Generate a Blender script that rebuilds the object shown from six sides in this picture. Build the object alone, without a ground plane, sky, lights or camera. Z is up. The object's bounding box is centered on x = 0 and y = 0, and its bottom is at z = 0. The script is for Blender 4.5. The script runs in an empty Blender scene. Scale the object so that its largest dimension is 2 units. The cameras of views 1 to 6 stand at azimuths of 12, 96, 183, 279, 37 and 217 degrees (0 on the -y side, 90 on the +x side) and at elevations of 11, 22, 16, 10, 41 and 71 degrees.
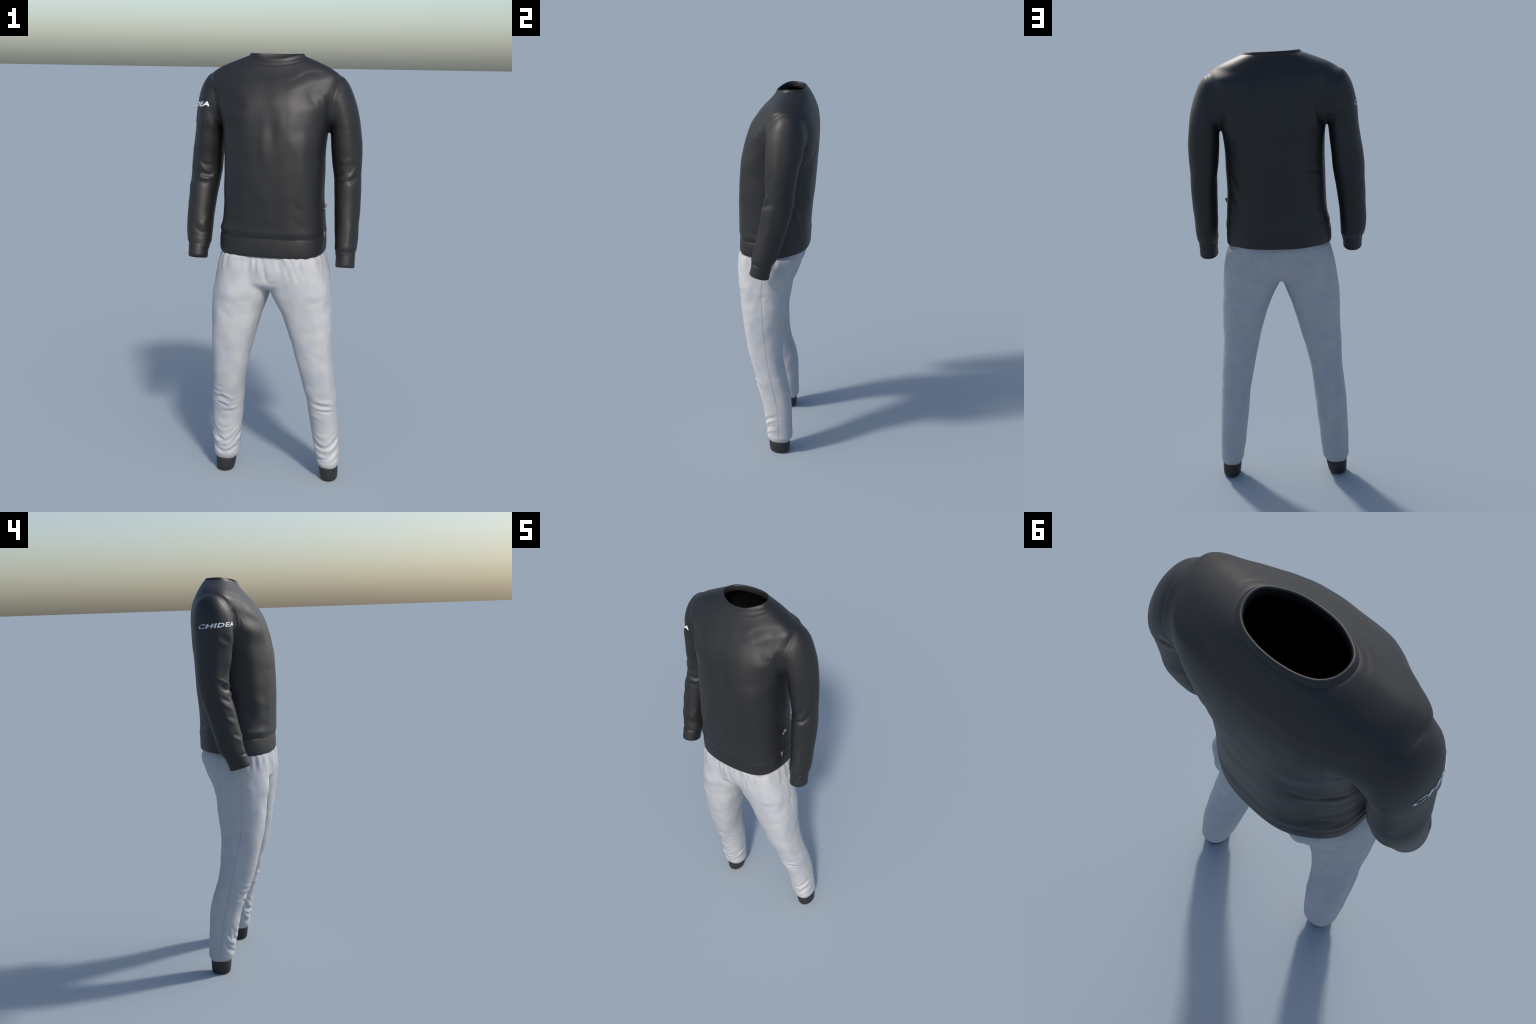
import bpy, bmesh, math
import numpy as np
from mathutils import Vector, noise
from mathutils.bvhtree import BVHTree

# ------------------------------------------------------------------ helpers
def pchip(xs, ys):
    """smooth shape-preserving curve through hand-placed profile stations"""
    xs = np.asarray(xs, float); ys = np.asarray(ys, float)
    if xs[0] > xs[-1]:
        xs, ys = xs[::-1], ys[::-1]
    h = np.diff(xs); d = np.diff(ys) / h
    m = np.zeros_like(ys)
    for i in range(1, len(xs) - 1):
        if d[i-1] * d[i] > 0:
            w1 = 2*h[i] + h[i-1]; w2 = h[i] + 2*h[i-1]
            m[i] = (w1 + w2) / (w1/d[i-1] + w2/d[i])
    m[0], m[-1] = d[0], d[-1]
    def f(x):
        x = np.clip(np.asarray(x, float), xs[0], xs[-1])
        i = np.clip(np.searchsorted(xs, x) - 1, 0, len(xs) - 2)
        t = (x - xs[i]) / h[i]
        return ((1+2*t)*(1-t)**2*ys[i] + t*(1-t)**2*h[i]*m[i]
                + t*t*(3-2*t)*ys[i+1] + t*t*(t-1)*h[i]*m[i+1])
    return f

def table(rows):
    rows = np.array(rows, float)
    fs = [pchip(rows[:, 0], rows[:, k]) for k in range(1, rows.shape[1])]
    return lambda z: [f(z) for f in fs]

def unit(p, th, corners=(0, 0, 0, 0)):
    """superellipse of exponent p, parameter th; corners squares off (+) or
    slackens (-) the quarters (+x front, +x back, -x back, -x front)"""
    c, s = np.cos(th), np.sin(th)
    q = np.sin(2*th)**2
    k = np.where(c > 0, np.where(s < 0, corners[0], corners[1]), np.where(s > 0, corners[2], corners[3]))
    p = np.maximum(p + k*q, 1.5)
    return (np.sign(c)*np.abs(c)**(2/p), np.sign(s)*np.abs(s)**(2/p))

def grid_mesh(name, rings, cap_start=False, cap_end=False):
    rings = np.asarray(rings); n, m, _ = rings.shape
    v = [tuple(p) for p in rings.reshape(-1, 3)]
    f = []
    for i in range(n-1):
        for j in range(m):
            k = (j+1) % m
            f.append((i*m+j, i*m+k, (i+1)*m+k, (i+1)*m+j))
    if cap_start:
        v.append(tuple(rings[0].mean(0))); c = len(v)-1
        f += [(c, (j+1) % m, j) for j in range(m)]
    if cap_end:
        v.append(tuple(rings[-1].mean(0))); c = len(v)-1; b = (n-1)*m
        f += [(c, b+j, b+(j+1) % m) for j in range(m)]
    me = bpy.data.meshes.new(name)
    me.from_pydata(v, [], f); me.update()
    return me

def recalc(me):
    bm = bmesh.new(); bm.from_mesh(me)
    bmesh.ops.recalc_face_normals(bm, faces=bm.faces)
    bm.to_mesh(me); bm.free(); me.update()

def link(name, me, parent, mat, smooth=True):
    ob = bpy.data.objects.new(name, me)
    bpy.context.scene.collection.objects.link(ob)
    if parent is not None:
        ob.parent = parent
    if mat is not None:
        me.materials.clear(); me.materials.append(mat)
    if smooth:
        me.polygons.foreach_set("use_smooth", [True]*len(me.polygons))
    return ob

def fuse(meshes, voxel):
    """merge overlapping closed solids into a single skin"""
    bm = bmesh.new()
    for me in meshes:
        bm.from_mesh(me)
    bmesh.ops.recalc_face_normals(bm, faces=bm.faces)
    me = bpy.data.meshes.new("skin"); bm.to_mesh(me); bm.free()
    ob = bpy.data.objects.new("skin", me)
    bpy.context.scene.collection.objects.link(ob)
    md = ob.modifiers.new("r", "REMESH"); md.mode = "VOXEL"
    md.voxel_size = voxel; md.use_smooth_shade = True
    dg = bpy.context.evaluated_depsgraph_get()
    out = bpy.data.meshes.new_from_object(ob.evaluated_get(dg))
    bpy.data.objects.remove(ob)
    for m_ in meshes:
        bpy.data.meshes.remove(m_)
    return out

def coords(me):
    a = np.empty(len(me.vertices)*3); me.vertices.foreach_get("co", a)
    return a.reshape(-1, 3)

def normals(me):
    a = np.empty(len(me.vertices)*3); me.vertices.foreach_get("normal", a)
    return a.reshape(-1, 3)

def set_coords(me, co):
    me.vertices.foreach_set("co", co.ravel()); me.update()

def relax(me, steps, weight=None):
    """Taubin-style smoothing; weight 0..1 per vertex adds plain smoothing"""
    e = np.empty(len(me.edges)*2, int); me.edges.foreach_get("vertices", e)
    e = e.reshape(-1, 2); co = coords(me); n = len(co)
    deg = np.bincount(e.ravel(), minlength=n)[:, None].clip(1)
    def lap(c):
        s = np.empty_like(c)
        for k in range(3):
            s[:, k] = (np.bincount(e[:, 0], c[e[:, 1], k], n)
                       + np.bincount(e[:, 1], c[e[:, 0], k], n))
        return s/deg - c
    for _ in range(steps):
        if weight is None:
            co = co + .55*lap(co); co = co - .56*lap(co)
        else:
            co = co + .6*weight[:, None]*lap(co)
    set_coords(me, co)

def fill(me, steps, weight):
    """soften hollows only: let smoothing push the cloth outward, never inward"""
    a = coords(me).copy(); n = normals(me).copy()
    relax(me, steps, weight)
    d = ((coords(me)-a)*n).sum(1)
    set_coords(me, a + n*np.maximum(d, 0)[:, None])

def smooth01(a, b, x):
    t = np.clip((x-a)/(b-a), 0, 1); return t*t*(3-2*t)

def crease(disp, co, nr, where, strokes, soft=1.2):
    """fold lines lying on the cloth: each stroke is a short smooth path, a half
    width and a height (ridge > 0, valley < 0), fading out at both ends"""
    for pts, w, amp in strokes:
        w, amp = w*soft, amp/soft**.7
        P = np.array(pts, float); n = len(P)
        wide = w >= .0135
        if not wide:                                   # let narrow folds run on a little
            P = np.vstack([P[0]+(P[0]-P[1])/np.linalg.norm(P[0]-P[1])*w, P[1:-1],
                           P[-1]+(P[-1]-P[-2])/np.linalg.norm(P[-1]-P[-2])*w])
        m = int(np.linalg.norm(np.diff(P, axis=0), axis=1).sum()/.002)+4
        t = np.linspace(0, n-1, m)
        P = np.stack([pchip(np.arange(n), P[:, k])(t) if n > 2 else np.interp(t, np.arange(n), P[:, k])
                      for k in range(3)], 1)
        idx = np.where(np.all((co > P.min(0)-3*w) & (co < P.max(0)+3*w), 1))[0]
        if len(idx) == 0:
            continue
        d = np.linalg.norm(co[idx, None, :]-P[None], axis=2)
        k = d.argmin(1); dm = d[np.arange(len(idx)), k]
        u = t[k]/t[-1]
        taper = 1.0 if wide and n < 3 else smooth01(0, .42 if wide else .3, u)*smooth01(0, .42 if wide else .3, 1-u)*1.05
        disp[idx] += amp*np.exp(-(dm/w)**2)*taper

def fbm(co, scale, seed, octaves=2):
    off = Vector((seed*7.3, seed*3.1, seed*5.7))
    sc = np.array(scale, float)
    return np.array([noise.fractal(Vector(p*sc)+off, 1.0, 2.0, octaves) for p in co])

def ring(p, xn, xp, yf, yb, zs, zf, zb, th, corners=(0, 0, 0, 0)):
    c, s = unit(p, th, corners)
    cx, cy = (xn+xp)/2, (yf+yb)/2
    x = cx + c*(xp-xn)/2
    y = cy + s*(yb-yf)/2
    w = np.abs(s)**2
    z = zs*(1-w) + np.where(s < 0, zf, zb)*w
    return np.stack([x, y, z], -1)

def split_regions(src, regions, label_of_face):
    """cut one smooth skin into named parts that keep the whole skin's normals"""
    nr = normals(src); co = coords(src)
    lv = np.array([list(p.vertices) + [-1]*(4-len(p.vertices)) for p in src.polygons])
    out = []
    for r in range(len(regions)):
        sel = lv[label_of_face == r]
        used = np.unique(sel[sel >= 0]); remap = -np.ones(len(co), int)
        remap[used] = np.arange(len(used))
        me = bpy.data.meshes.new(regions[r])
        me.from_pydata(co[used].tolist(), [],
                       [[int(remap[i]) for i in f if i >= 0] for f in sel])
        me.update()
        me.polygons.foreach_set("use_smooth", [True]*len(me.polygons))
        me.normals_split_custom_set_from_vertices([tuple(v) for v in nr[used]])
        out.append(me)
    return out

def face_centres(me):
    a = np.empty(len(me.polygons)*3); me.polygons.foreach_get("center", a)
    return a.reshape(-1, 3)

# ---------------------------------------------------------------- materials
def material(name):
    m = bpy.data.materials.new(name); m.use_nodes = True
    nt = m.node_tree; b = nt.nodes["Principled BSDF"]
    return m, nt, b

def node(nt, kind, **kw):
    n = nt.nodes.new(kind)
    for k, v in kw.items():
        if k in n.inputs.keys():
            n.inputs[k].default_value = v
        else:
            setattr(n, k, v)
    return n

def black_fleece(name, tint=(0.0100, 0.0101, 0.0105), rough=.52, rib=None):
    m, nt, b = material(name); L = nt.links.new
    tc = node(nt, "ShaderNodeTexCoord")
    n1 = node(nt, "ShaderNodeTexNoise", Scale=9.0, Detail=3.0)
    L(tc.outputs["Object"], n1.inputs["Vector"])
    cr = node(nt, "ShaderNodeValToRGB")
    cr.color_ramp.elements[0].position = .3; cr.color_ramp.elements[1].position = .7
    cr.color_ramp.elements[0].color = (*[c*.9 for c in tint], 1)
    cr.color_ramp.elements[1].color = (*[c*1.1 for c in tint], 1)
    L(n1.outputs["Fac"], cr.inputs["Fac"]); L(cr.outputs["Color"], b.inputs["Base Color"])
    b.inputs["Roughness"].default_value = rough
    b.inputs["Specular IOR Level"].default_value = .5
    g = node(nt, "ShaderNodeTexNoise", Scale=420.0, Detail=2.0)
    L(tc.outputs["Object"], g.inputs["Vector"])
    bp = node(nt, "ShaderNodeBump", Strength=.06, Distance=.002)
    L(g.outputs["Fac"], bp.inputs["Height"]); L(bp.outputs["Normal"], b.inputs["Normal"])
    return m

def grey_jersey(name):
    m, nt, b = material(name); L = nt.links.new
    tc = node(nt, "ShaderNodeTexCoord")
    n1 = node(nt, "ShaderNodeTexNoise", Scale=11.0, Detail=3.0, Roughness=.55)
    n2 = node(nt, "ShaderNodeTexNoise", Scale=16.0, Detail=2.0)
    L(tc.outputs["Object"], n1.inputs["Vector"]); L(tc.outputs["Object"], n2.inputs["Vector"])
    cr = node(nt, "ShaderNodeValToRGB")          # warm / cool blotches of the cloth
    e = cr.color_ramp.elements
    e[0].position = .36; e[0].color = (.385, .399, .432, 1)
    e[1].position = .64; e[1].color = (.418, .422, .428, 1)
    L(n1.outputs["Fac"], cr.inputs["Fac"])
    cr2 = node(nt, "ShaderNodeValToRGB")
    e = cr2.color_ramp.elements
    e[0].position = .35; e[0].color = (.95, .95, .95, 1)
    e[1].position = .65; e[1].color = (1.03, 1.03, 1.03, 1)
    L(n2.outputs["Fac"], cr2.inputs["Fac"])
    mx = node(nt, "ShaderNodeMix", data_type="RGBA", blend_type="MULTIPLY")
    mx.inputs[0].default_value = 1
    L(cr.outputs["Color"], mx.inputs[6]); L(cr2.outputs["Color"], mx.inputs[7])
    L(mx.outputs[2], b.inputs["Base Color"])
    b.inputs["Roughness"].default_value = .8
    b.inputs["Specular IOR Level"].default_value = .3
    g = node(nt, "ShaderNodeTexNoise", Scale=380.0, Detail=2.0)
    L(tc.outputs["Object"], g.inputs["Vector"])
    bp = node(nt, "ShaderNodeBump", Strength=.06, Distance=.002)
    L(g.outputs["Fac"], bp.inputs["Height"]); L(bp.outputs["Normal"], b.inputs["Normal"])
    return m

def plain(name, col, rough=.6, spec=.4):
    m, nt, b = material(name); L = nt.links.new
    tc = node(nt, "ShaderNodeTexCoord")
    n1 = node(nt, "ShaderNodeTexNoise", Scale=120.0, Detail=2.0)
    L(tc.outputs["Object"], n1.inputs["Vector"])
    cr = node(nt, "ShaderNodeValToRGB")
    cr.color_ramp.elements[0].color = (*[c*.92 for c in col], 1)
    cr.color_ramp.elements[1].color = (*[min(1, c*1.06) for c in col], 1)
    L(n1.outputs["Fac"], cr.inputs["Fac"]); L(cr.outputs["Color"], b.inputs["Base Color"])
    b.inputs["Roughness"].default_value = rough
    b.inputs["Specular IOR Level"].default_value = spec
    return m

def worn_print(name):
    """white transfer print, cracked and greyed toward the back of the sleeve"""
    m, nt, b = material(name); L = nt.links.new
    tc = node(nt, "ShaderNodeTexCoord"); sp = node(nt, "ShaderNodeSeparateXYZ")
    L(tc.outputs["Object"], sp.inputs[0])
    mr = node(nt, "ShaderNodeMapRange"); mr.inputs[1].default_value = -.03; mr.inputs[2].default_value = .09
    mr.inputs[3].default_value = 0; mr.inputs[4].default_value = .41
    L(sp.outputs["Y"], mr.inputs[0])
    mp = node(nt, "ShaderNodeMapping"); mp.inputs["Scale"].default_value = (60, 60, 150)
    n1 = node(nt, "ShaderNodeTexNoise", Scale=1.6, Detail=2.0)
    L(tc.outputs["Object"], mp.inputs[0]); L(mp.outputs[0], n1.inputs["Vector"])
    sb = node(nt, "ShaderNodeMath", operation="SUBTRACT"); L(n1.outputs["Fac"], sb.inputs[0]); L(mr.outputs[0], sb.inputs[1])
    cr = node(nt, "ShaderNodeValToRGB"); e = cr.color_ramp.elements
    e[0].position = .0; e[0].color = (.12, .125, .135, 1)
    e[1].position = .20; e[1].color = (.74, .76, .80, 1)
    L(sb.outputs[0], cr.inputs["Fac"]); L(cr.outputs["Color"], b.inputs["Base Color"])
    b.inputs["Roughness"].default_value = .5
    return m

M_BLACK = black_fleece("black_fleece")
M_RIB = black_fleece("black_rib")
M_CUFF = black_fleece("black_ankle_rib", tint=(.0145, .0145, .0145), rough=.6)
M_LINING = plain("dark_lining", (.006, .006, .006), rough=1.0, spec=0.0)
M_GREY = grey_jersey("grey_jersey")
M_PRINT = worn_print("white_print")
M_TAG = plain("grey_label", (.13, .13, .128), rough=.5)

TH = np.linspace(0, 2*np.pi, 128, endpoint=False)

# ==================================================================== SWEATSHIRT
# stations: xn, xp, y_front, y_back, z_side, z_front, z_back, exponent
TORSO = [
    (-.230, .246, -.189, .181, 1.165, 1.165, 1.165, 2.45),
    (-.227, .245, -.191, .182, 1.200, 1.200, 1.200, 2.45),
    (-.227, .243, -.194, .181, 1.230, 1.230, 1.230, 2.45),
    (-.219, .240, -.197, .180, 1.270, 1.270, 1.270, 2.45),
    (-.214, .236, -.200, .183, 1.330, 1.330, 1.330, 2.45),
    (-.213, .232, -.202, .187, 1.400, 1.400, 1.400, 2.45),
    (-.213, .231, -.202, .192, 1.460, 1.460, 1.460, 2.45),
    (-.214, .230, -.200, .196, 1.550, 1.550, 1.550, 2.45),
    (-.219, .235, -.195, .199, 1.625, 1.620, 1.620, 2.45),
    (-.229, .245, -.187, .202, 1.690, 1.670, 1.680, 2.42),
    (-.258, .262, -.174, .203, 1.780, 1.735, 1.755, 2.38),
    (-.285, .283, -.158, .199, 1.860, 1.787, 1.820, 2.3),
    (-.291, .284, -.134, .189, 1.902, 1.830, 1.870, 2.25),
    (-.252, .244, -.103, .174, 1.936, 1.872, 1.912, 2.2),
    (-.194, .189, -.065, .154, 1.962, 1.915, 1.952, 2.2),
    (-.150, .146, -.042, .140, 1.980, 1.946, 1.977, 2.2),
    (-.130, .128, -.031, .133, 1.987, 1.963, 1.986, 2.2),
]
def yaw(r, deg):
    """turn a ring about the vertical through its own centre"""
    c = r.mean(0); a = math.radians(float(deg)); q = r.copy()
    dx, dy = r[:, 0]-c[0], r[:, 1]-c[1]
    q[:, 0] = c[0]+math.cos(a)*dx-math.sin(a)*dy
    q[:, 1] = c[1]+math.sin(a)*dx+math.cos(a)*dy
    return q

def quarters(z):
    """fuller at the wearer's left front below, slack fronts at the yoke,
    fuller left shoulder blade"""
    lo = float(1-smooth01(1.58, 1.70, np.array(z))); up = float(smooth01(1.74, 1.84, np.array(z)))
    nk = float(smooth01(1.93, 1.965, np.array(z)))
    mid = float(smooth01(1.60, 1.70, np.array(z))*(1-smooth01(1.90, 1.94, np.array(z))))
    upl = float(smooth01(1.78, 1.89, np.array(z)))
    return (.5*lo-.8*upl*(1-nk)-.25*nk, .7*mid+.15*nk-.35*lo, -.3*lo+.15*nk, .25*lo-.65*up*(1-nk)-.25*nk)

def torso_rings(rows, n, inset=0.0):
    R = np.array(rows); t = np.arange(len(R)); s = np.linspace(0, len(R)-1, n)
    K = np.stack([pchip(t, R[:, k])(s) for k in range(8)], 1)
    out = []
    for xn, xp, yf, yb, zs, zf, zb, p in K:
        r = ring(p, xn+inset, xp-inset, yf+inset, yb-inset, zs-inset*.3, zf-inset*.3, zb-inset*.3, TH,
                 quarters(zs))
        out.append(yaw(r, -4+4*smooth01(1.62, 1.80, np.array(zs))))
    return np.array(out)

# shoulder stations: outer (x,z), inner (x,z), y_front, y_back
SHOULDER_L = [(.17, 1.930, .12, 1.70, -.055, .172), (.284, 1.908, .215, 1.690, -.044, .152),
              (.320, 1.872, .235, 1.678, -.047, .150), (.346, 1.815, .243, 1.668, -.046, .147),
              (.369, 1.745, .247, 1.655, -.043, .142), (.383, 1.675, .250, 1.635, -.042, .130)]
SHOULDER_R = [(-.17, 1.935, -.12, 1.70, -.060, .172), (-.296, 1.911, -.205, 1.690, -.047, .150),
              (-.328, 1.874, -.222, 1.680, -.050, .147), (-.349, 1.820, -.229, 1.672, -.050, .144),
              (-.362, 1.745, -.232, 1.662, -.050, .139), (-.367, 1.680, -.234, 1.640, -.044, .135)]
# arm stations: z, x_inner, x_outer, y_front, y_back
ARM_L = [(1.600, .2535, .3907, -.039, .1226), (1.540, .2603, .392, -.0357, .1174), (1.480, .2673, .391, -.036, .114),
         (1.440, .2716, .3936, -.0445, .1063), (1.390, .2741, .395, -.050, .0965), (1.310, .2807, .3943, -.062, .077),
         (1.225, .2877, .3931, -.0808, .054), (1.170, .2937, .390, -.092, .037), (1.135, .297, .386, -.0935, .018),
         (1.100, .2985, .3845, -.099, .0082), (1.020, .299, .385, -.113, -.002)]
ARM_R = [(1.600, -.2368, -.3741, -.039, .1334), (1.540, -.2419, -.3811, -.0287, .131), (1.480, -.2464, -.3862, -.0267, .120),
         (1.440, -.2528, -.3885, -.0354, .1127), (1.390, -.261, -.392, -.049, .097), (1.310, -.2697, -.396, -.068, .0716),
         (1.225, -.2765, -.3955, -.0861, .047), (1.170, -.2785, -.388, -.096, .0297), (1.135, -.283, -.377, -.1075, .004),
         (1.100, -.286, -.3736, -.118, -.0122), (1.020, -.287, -.371, -.138, -.030)]

def sleeve_rings(shoulder, arm):
    c, s = unit(2.1, TH, (-.3, 0, 0, 0)); R = []
    rows = [(xo, zo, xi, zi, yf, yb) for xo, zo, xi, zi, yf, yb in shoulder]
    rows += [(xo, z, xi, z, yf, yb) for z, xi, xo, yf, yb in arm]
    A = np.array(rows); t = np.arange(len(A)); u = np.linspace(0, len(A)-1, 110)
    K = np.stack([pchip(t, A[:, k])(u) for k in range(6)], 1)
    for xo, zo, xi, zi, yf, yb in K:
        R.append(np.stack([(xo+xi)/2 + c*(xo-xi)/2, (yf+yb)/2 + s*(yb-yf)/2,
                           (zo+zi)/2 + c*(zo-zi)/2], -1))
    return np.array(R)

sweat_root = bpy.data.objects.new("sweatshirt", None)
bpy.context.scene.collection.objects.link(sweat_root)
sweat_root.location = (0, 0, 1.12)
sweat_root["label"] = "black crew neck sweatshirt with ribbed hem and white sleeve lettering"
sweat_root["category"] = "sweatshirt"

def under(root, name, me, mat):
    ob = link(name, me, root, mat)
    ob.matrix_parent_inverse = root.matrix_basis.inverted()
    return ob

# cuff planes: z = z0 + slope*(y-yc)
CUFF = {1: dict(z_top=1.133, z_bot=1.067, yc=-.040, slope=-.22, arm=ARM_L),
        -1: dict(z_top=1.140, z_bot=1.083, yc=-.055, slope=-.28, arm=ARM_R)}

skin = fuse([grid_mesh("t", torso_rings(TORSO, 150), True, True),
             grid_mesh("l", sleeve_rings(SHOULDER_L, ARM_L), True, True),
             grid_mesh("r", sleeve_rings(SHOULDER_R, ARM_R), True, True)], .0036)
relax(skin, 6)
co = coords(skin)

def arm_seam(co, sgn):
    """signed distance past the armhole seam (positive = sleeve side)"""
    x = co[:, 0]*sgn; z = co[:, 2]
    line = np.interp(z, [1.60, 1.68, 1.75, 1.82, 1.88, 1.93], [.240, .243, .252, .268, .283, .290])
    return x-line
seam = np.minimum(np.abs(arm_seam(co, 1)), np.abs(arm_seam(co, -1)))
wgt = np.exp(-(seam/.035)**2)*smooth01(1.60, 1.68, co[:, 2])*(1-smooth01(1.93, 1.97, co[:, 2]))
relax(skin, 14, wgt*.9)
w2 = np.exp(-(seam/.06)**2)*smooth01(1.68, 1.75, co[:, 2])*(1-smooth01(1.94, 1.97, co[:, 2]))
for _ in range(4):
    fill(skin, 60, w2)
relax(skin, 10, w2*.8)

co = coords(skin); nr = normals(skin)
disp = np.zeros(len(co))
crease(disp, co, nr, "armpit front, left side", [
    ([(0.185, -0.104, 1.846), (0.213, -0.108, 1.815), (0.229, -0.095, 1.779)], 0.007, -0.004),
    ([(0.200, -0.095, 1.855), (0.222, -0.098, 1.831), (0.237, -0.089, 1.805)], 0.006, 0.003),
    ([(0.158, -0.100, 1.862), (0.195, -0.119, 1.805), (0.240, -0.068, 1.743)], 0.014, -0.002),
    ([(0.274, -0.033, 1.870), (0.256, -0.067, 1.834), (0.250, -0.057, 1.772), (0.248, -0.036, 1.718)], 0.006, -0.003),
    ([(0.290, -0.021, 1.863), (0.274, -0.045, 1.818), (0.272, -0.047, 1.772)], 0.014, 0.003),
    ([(0.242, -0.081, 1.842), (0.246, -0.076, 1.801), (0.248, -0.059, 1.766)], 0.006, -0.004),
])
crease(disp, co, nr, "armpit front, right side", [
    ([(-0.252, -0.067, 1.863), (-0.237, -0.084, 1.808), (-0.227, -0.072, 1.741)], 0.006, -0.003),
    ([(-0.223, -0.084, 1.864), (-0.211, -0.103, 1.829), (-0.198, -0.113, 1.777)], 0.01, 0.0025),
    ([(-0.269, -0.050, 1.837), (-0.255, -0.060, 1.811), (-0.253, -0.051, 1.772)], 0.01, -0.005),
    ([(-0.257, -0.059, 1.873), (-0.237, -0.081, 1.852), (-0.224, -0.093, 1.839)], 0.008, 0.004),
])
crease(disp, co, nr, "chest modelling", [
    ([(0.147, -0.095, 1.871), (0.183, -0.110, 1.837), (0.199, -0.120, 1.780), (0.175, -0.142, 1.696)], 0.025, -0.002),
    ([(-0.131, -0.139, 1.792), (-0.115, -0.149, 1.747)], 0.035, 0.0015),
    ([(0.030, -0.167, 1.732), (0.025, -0.184, 1.655), (0.032, -0.198, 1.566)], 0.016, -0.003),
    ([(-0.015, -0.171, 1.705), (-0.013, -0.190, 1.616), (0.001, -0.201, 1.512)], 0.014, 0.002),
    ([(0.068, -0.171, 1.708), (0.114, -0.181, 1.606), (0.166, -0.158, 1.501), (0.197, -0.125, 1.419)], 0.016, 0.002),
    ([(0.160, -0.151, 1.696), (0.192, -0.125, 1.591), (0.210, -0.093, 1.496)], 0.018, -0.0025),
    ([(0.121, -0.188, 1.397), (0.140, -0.180, 1.351), (0.166, -0.165, 1.309)], 0.016, -0.0025),
    ([(0.110, -0.193, 1.331), (0.142, -0.178, 1.277), (0.185, -0.149, 1.241)], 0.014, -0.002),
    ([(0.146, -0.176, 1.364), (0.171, -0.160, 1.336)], 0.014, 0.002),
    ([(-0.097, -0.183, 1.534), (-0.042, -0.194, 1.556)], 0.014, -0.0015),
    ([(-0.141, -0.167, 1.424), (-0.124, -0.176, 1.331)], 0.02, -0.0015),
    ([(-0.204, -0.099, 1.275), (-0.140, -0.165, 1.275), (-0.094, -0.183, 1.246)], 0.014, -0.0025),
    ([(-0.211, -0.099, 1.237), (-0.155, -0.157, 1.235)], 0.012, 0.003),
])
crease(disp, co, nr, "left elbow", [
    ([(0.373, -0.015, 1.518), (0.360, -0.027, 1.485), (0.322, -0.039, 1.460)], 0.0075, 0.005),
    ([(0.384, 0.003, 1.479), (0.359, -0.035, 1.452), (0.305, -0.037, 1.443), (0.277, -0.002, 1.431)], 0.0075, -0.005),
    ([(0.276, 0.001, 1.458), (0.296, -0.026, 1.475), (0.317, -0.035, 1.494)], 0.007, -0.004),
    ([(0.309, -0.033, 1.534), (0.349, -0.032, 1.542)], 0.01, 0.002),
    ([(0.291, -0.039, 1.678), (0.353, -0.028, 1.675)], 0.006, -0.0012),
    ([(0.367, -0.059, 1.283), (0.354, -0.088, 1.185)], 0.01, 0.002),
])
crease(disp, co, nr, "right elbow", [
    ([(-0.339, -0.023, 1.520), (-0.320, -0.027, 1.490), (-0.299, -0.025, 1.470)], 0.0065, 0.004),
    ([(-0.331, -0.025, 1.510), (-0.282, -0.019, 1.499)], 0.007, -0.003),
    ([(-0.346, -0.022, 1.468), (-0.295, -0.027, 1.456), (-0.276, -0.015, 1.463)], 0.007, -0.004),
    ([(-0.342, -0.026, 1.461), (-0.317, -0.035, 1.441), (-0.282, -0.024, 1.439)], 0.008, 0.0045),
    ([(-0.342, -0.037, 1.424), (-0.299, -0.037, 1.419)], 0.009, -0.003),
    ([(-0.343, -0.084, 1.231), (-0.314, -0.085, 1.205), (-0.283, -0.054, 1.198)], 0.007, -0.0025),
    ([(-0.322, -0.081, 1.246), (-0.290, -0.066, 1.213)], 0.008, 0.0025),
    ([(-0.290, -0.056, 1.272), (-0.308, -0.079, 1.229)], 0.01, 0.002),
])
crease(disp, co, nr, "right forearm, outer face", [
    ([(-0.377, 0.016, 1.517), (-0.357, -0.013, 1.504), (-0.330, -0.025, 1.488)], 0.008, 0.004),
    ([(-0.375, 0.007, 1.494), (-0.358, -0.015, 1.469), (-0.336, -0.027, 1.461)], 0.008, -0.004),
    ([(-0.389, 0.011, 1.411), (-0.378, -0.022, 1.390), (-0.351, -0.050, 1.370)], 0.009, 0.003),
    ([(-0.382, 0.002, 1.430), (-0.353, -0.038, 1.406)], 0.008, -0.003),
    ([(-0.392, -0.016, 1.336), (-0.370, -0.057, 1.303)], 0.008, 0.0025),
    ([(-0.381, -0.034, 1.344), (-0.338, -0.066, 1.319)], 0.007, -0.002),
    ([(-0.389, -0.048, 1.243), (-0.354, -0.085, 1.218)], 0.007, 0.0025),
    ([(-0.381, -0.058, 1.258), (-0.342, -0.083, 1.236)], 0.007, -0.002),
    ([(-0.362, 0.018, 1.706), (-0.354, -0.009, 1.683), (-0.339, -0.029, 1.675)], 0.01, 0.0025),
    ([(-0.355, -0.005, 1.718), (-0.329, -0.038, 1.691)], 0.01, -0.0025),
    ([(-0.297, -0.050, 1.739), (-0.274, -0.042, 1.678), (-0.267, -0.029, 1.623)], 0.012, 0.0025),
    ([(-0.276, -0.049, 1.759), (-0.252, -0.031, 1.698), (-0.244, -0.006, 1.649)], 0.012, -0.003),
])
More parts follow.
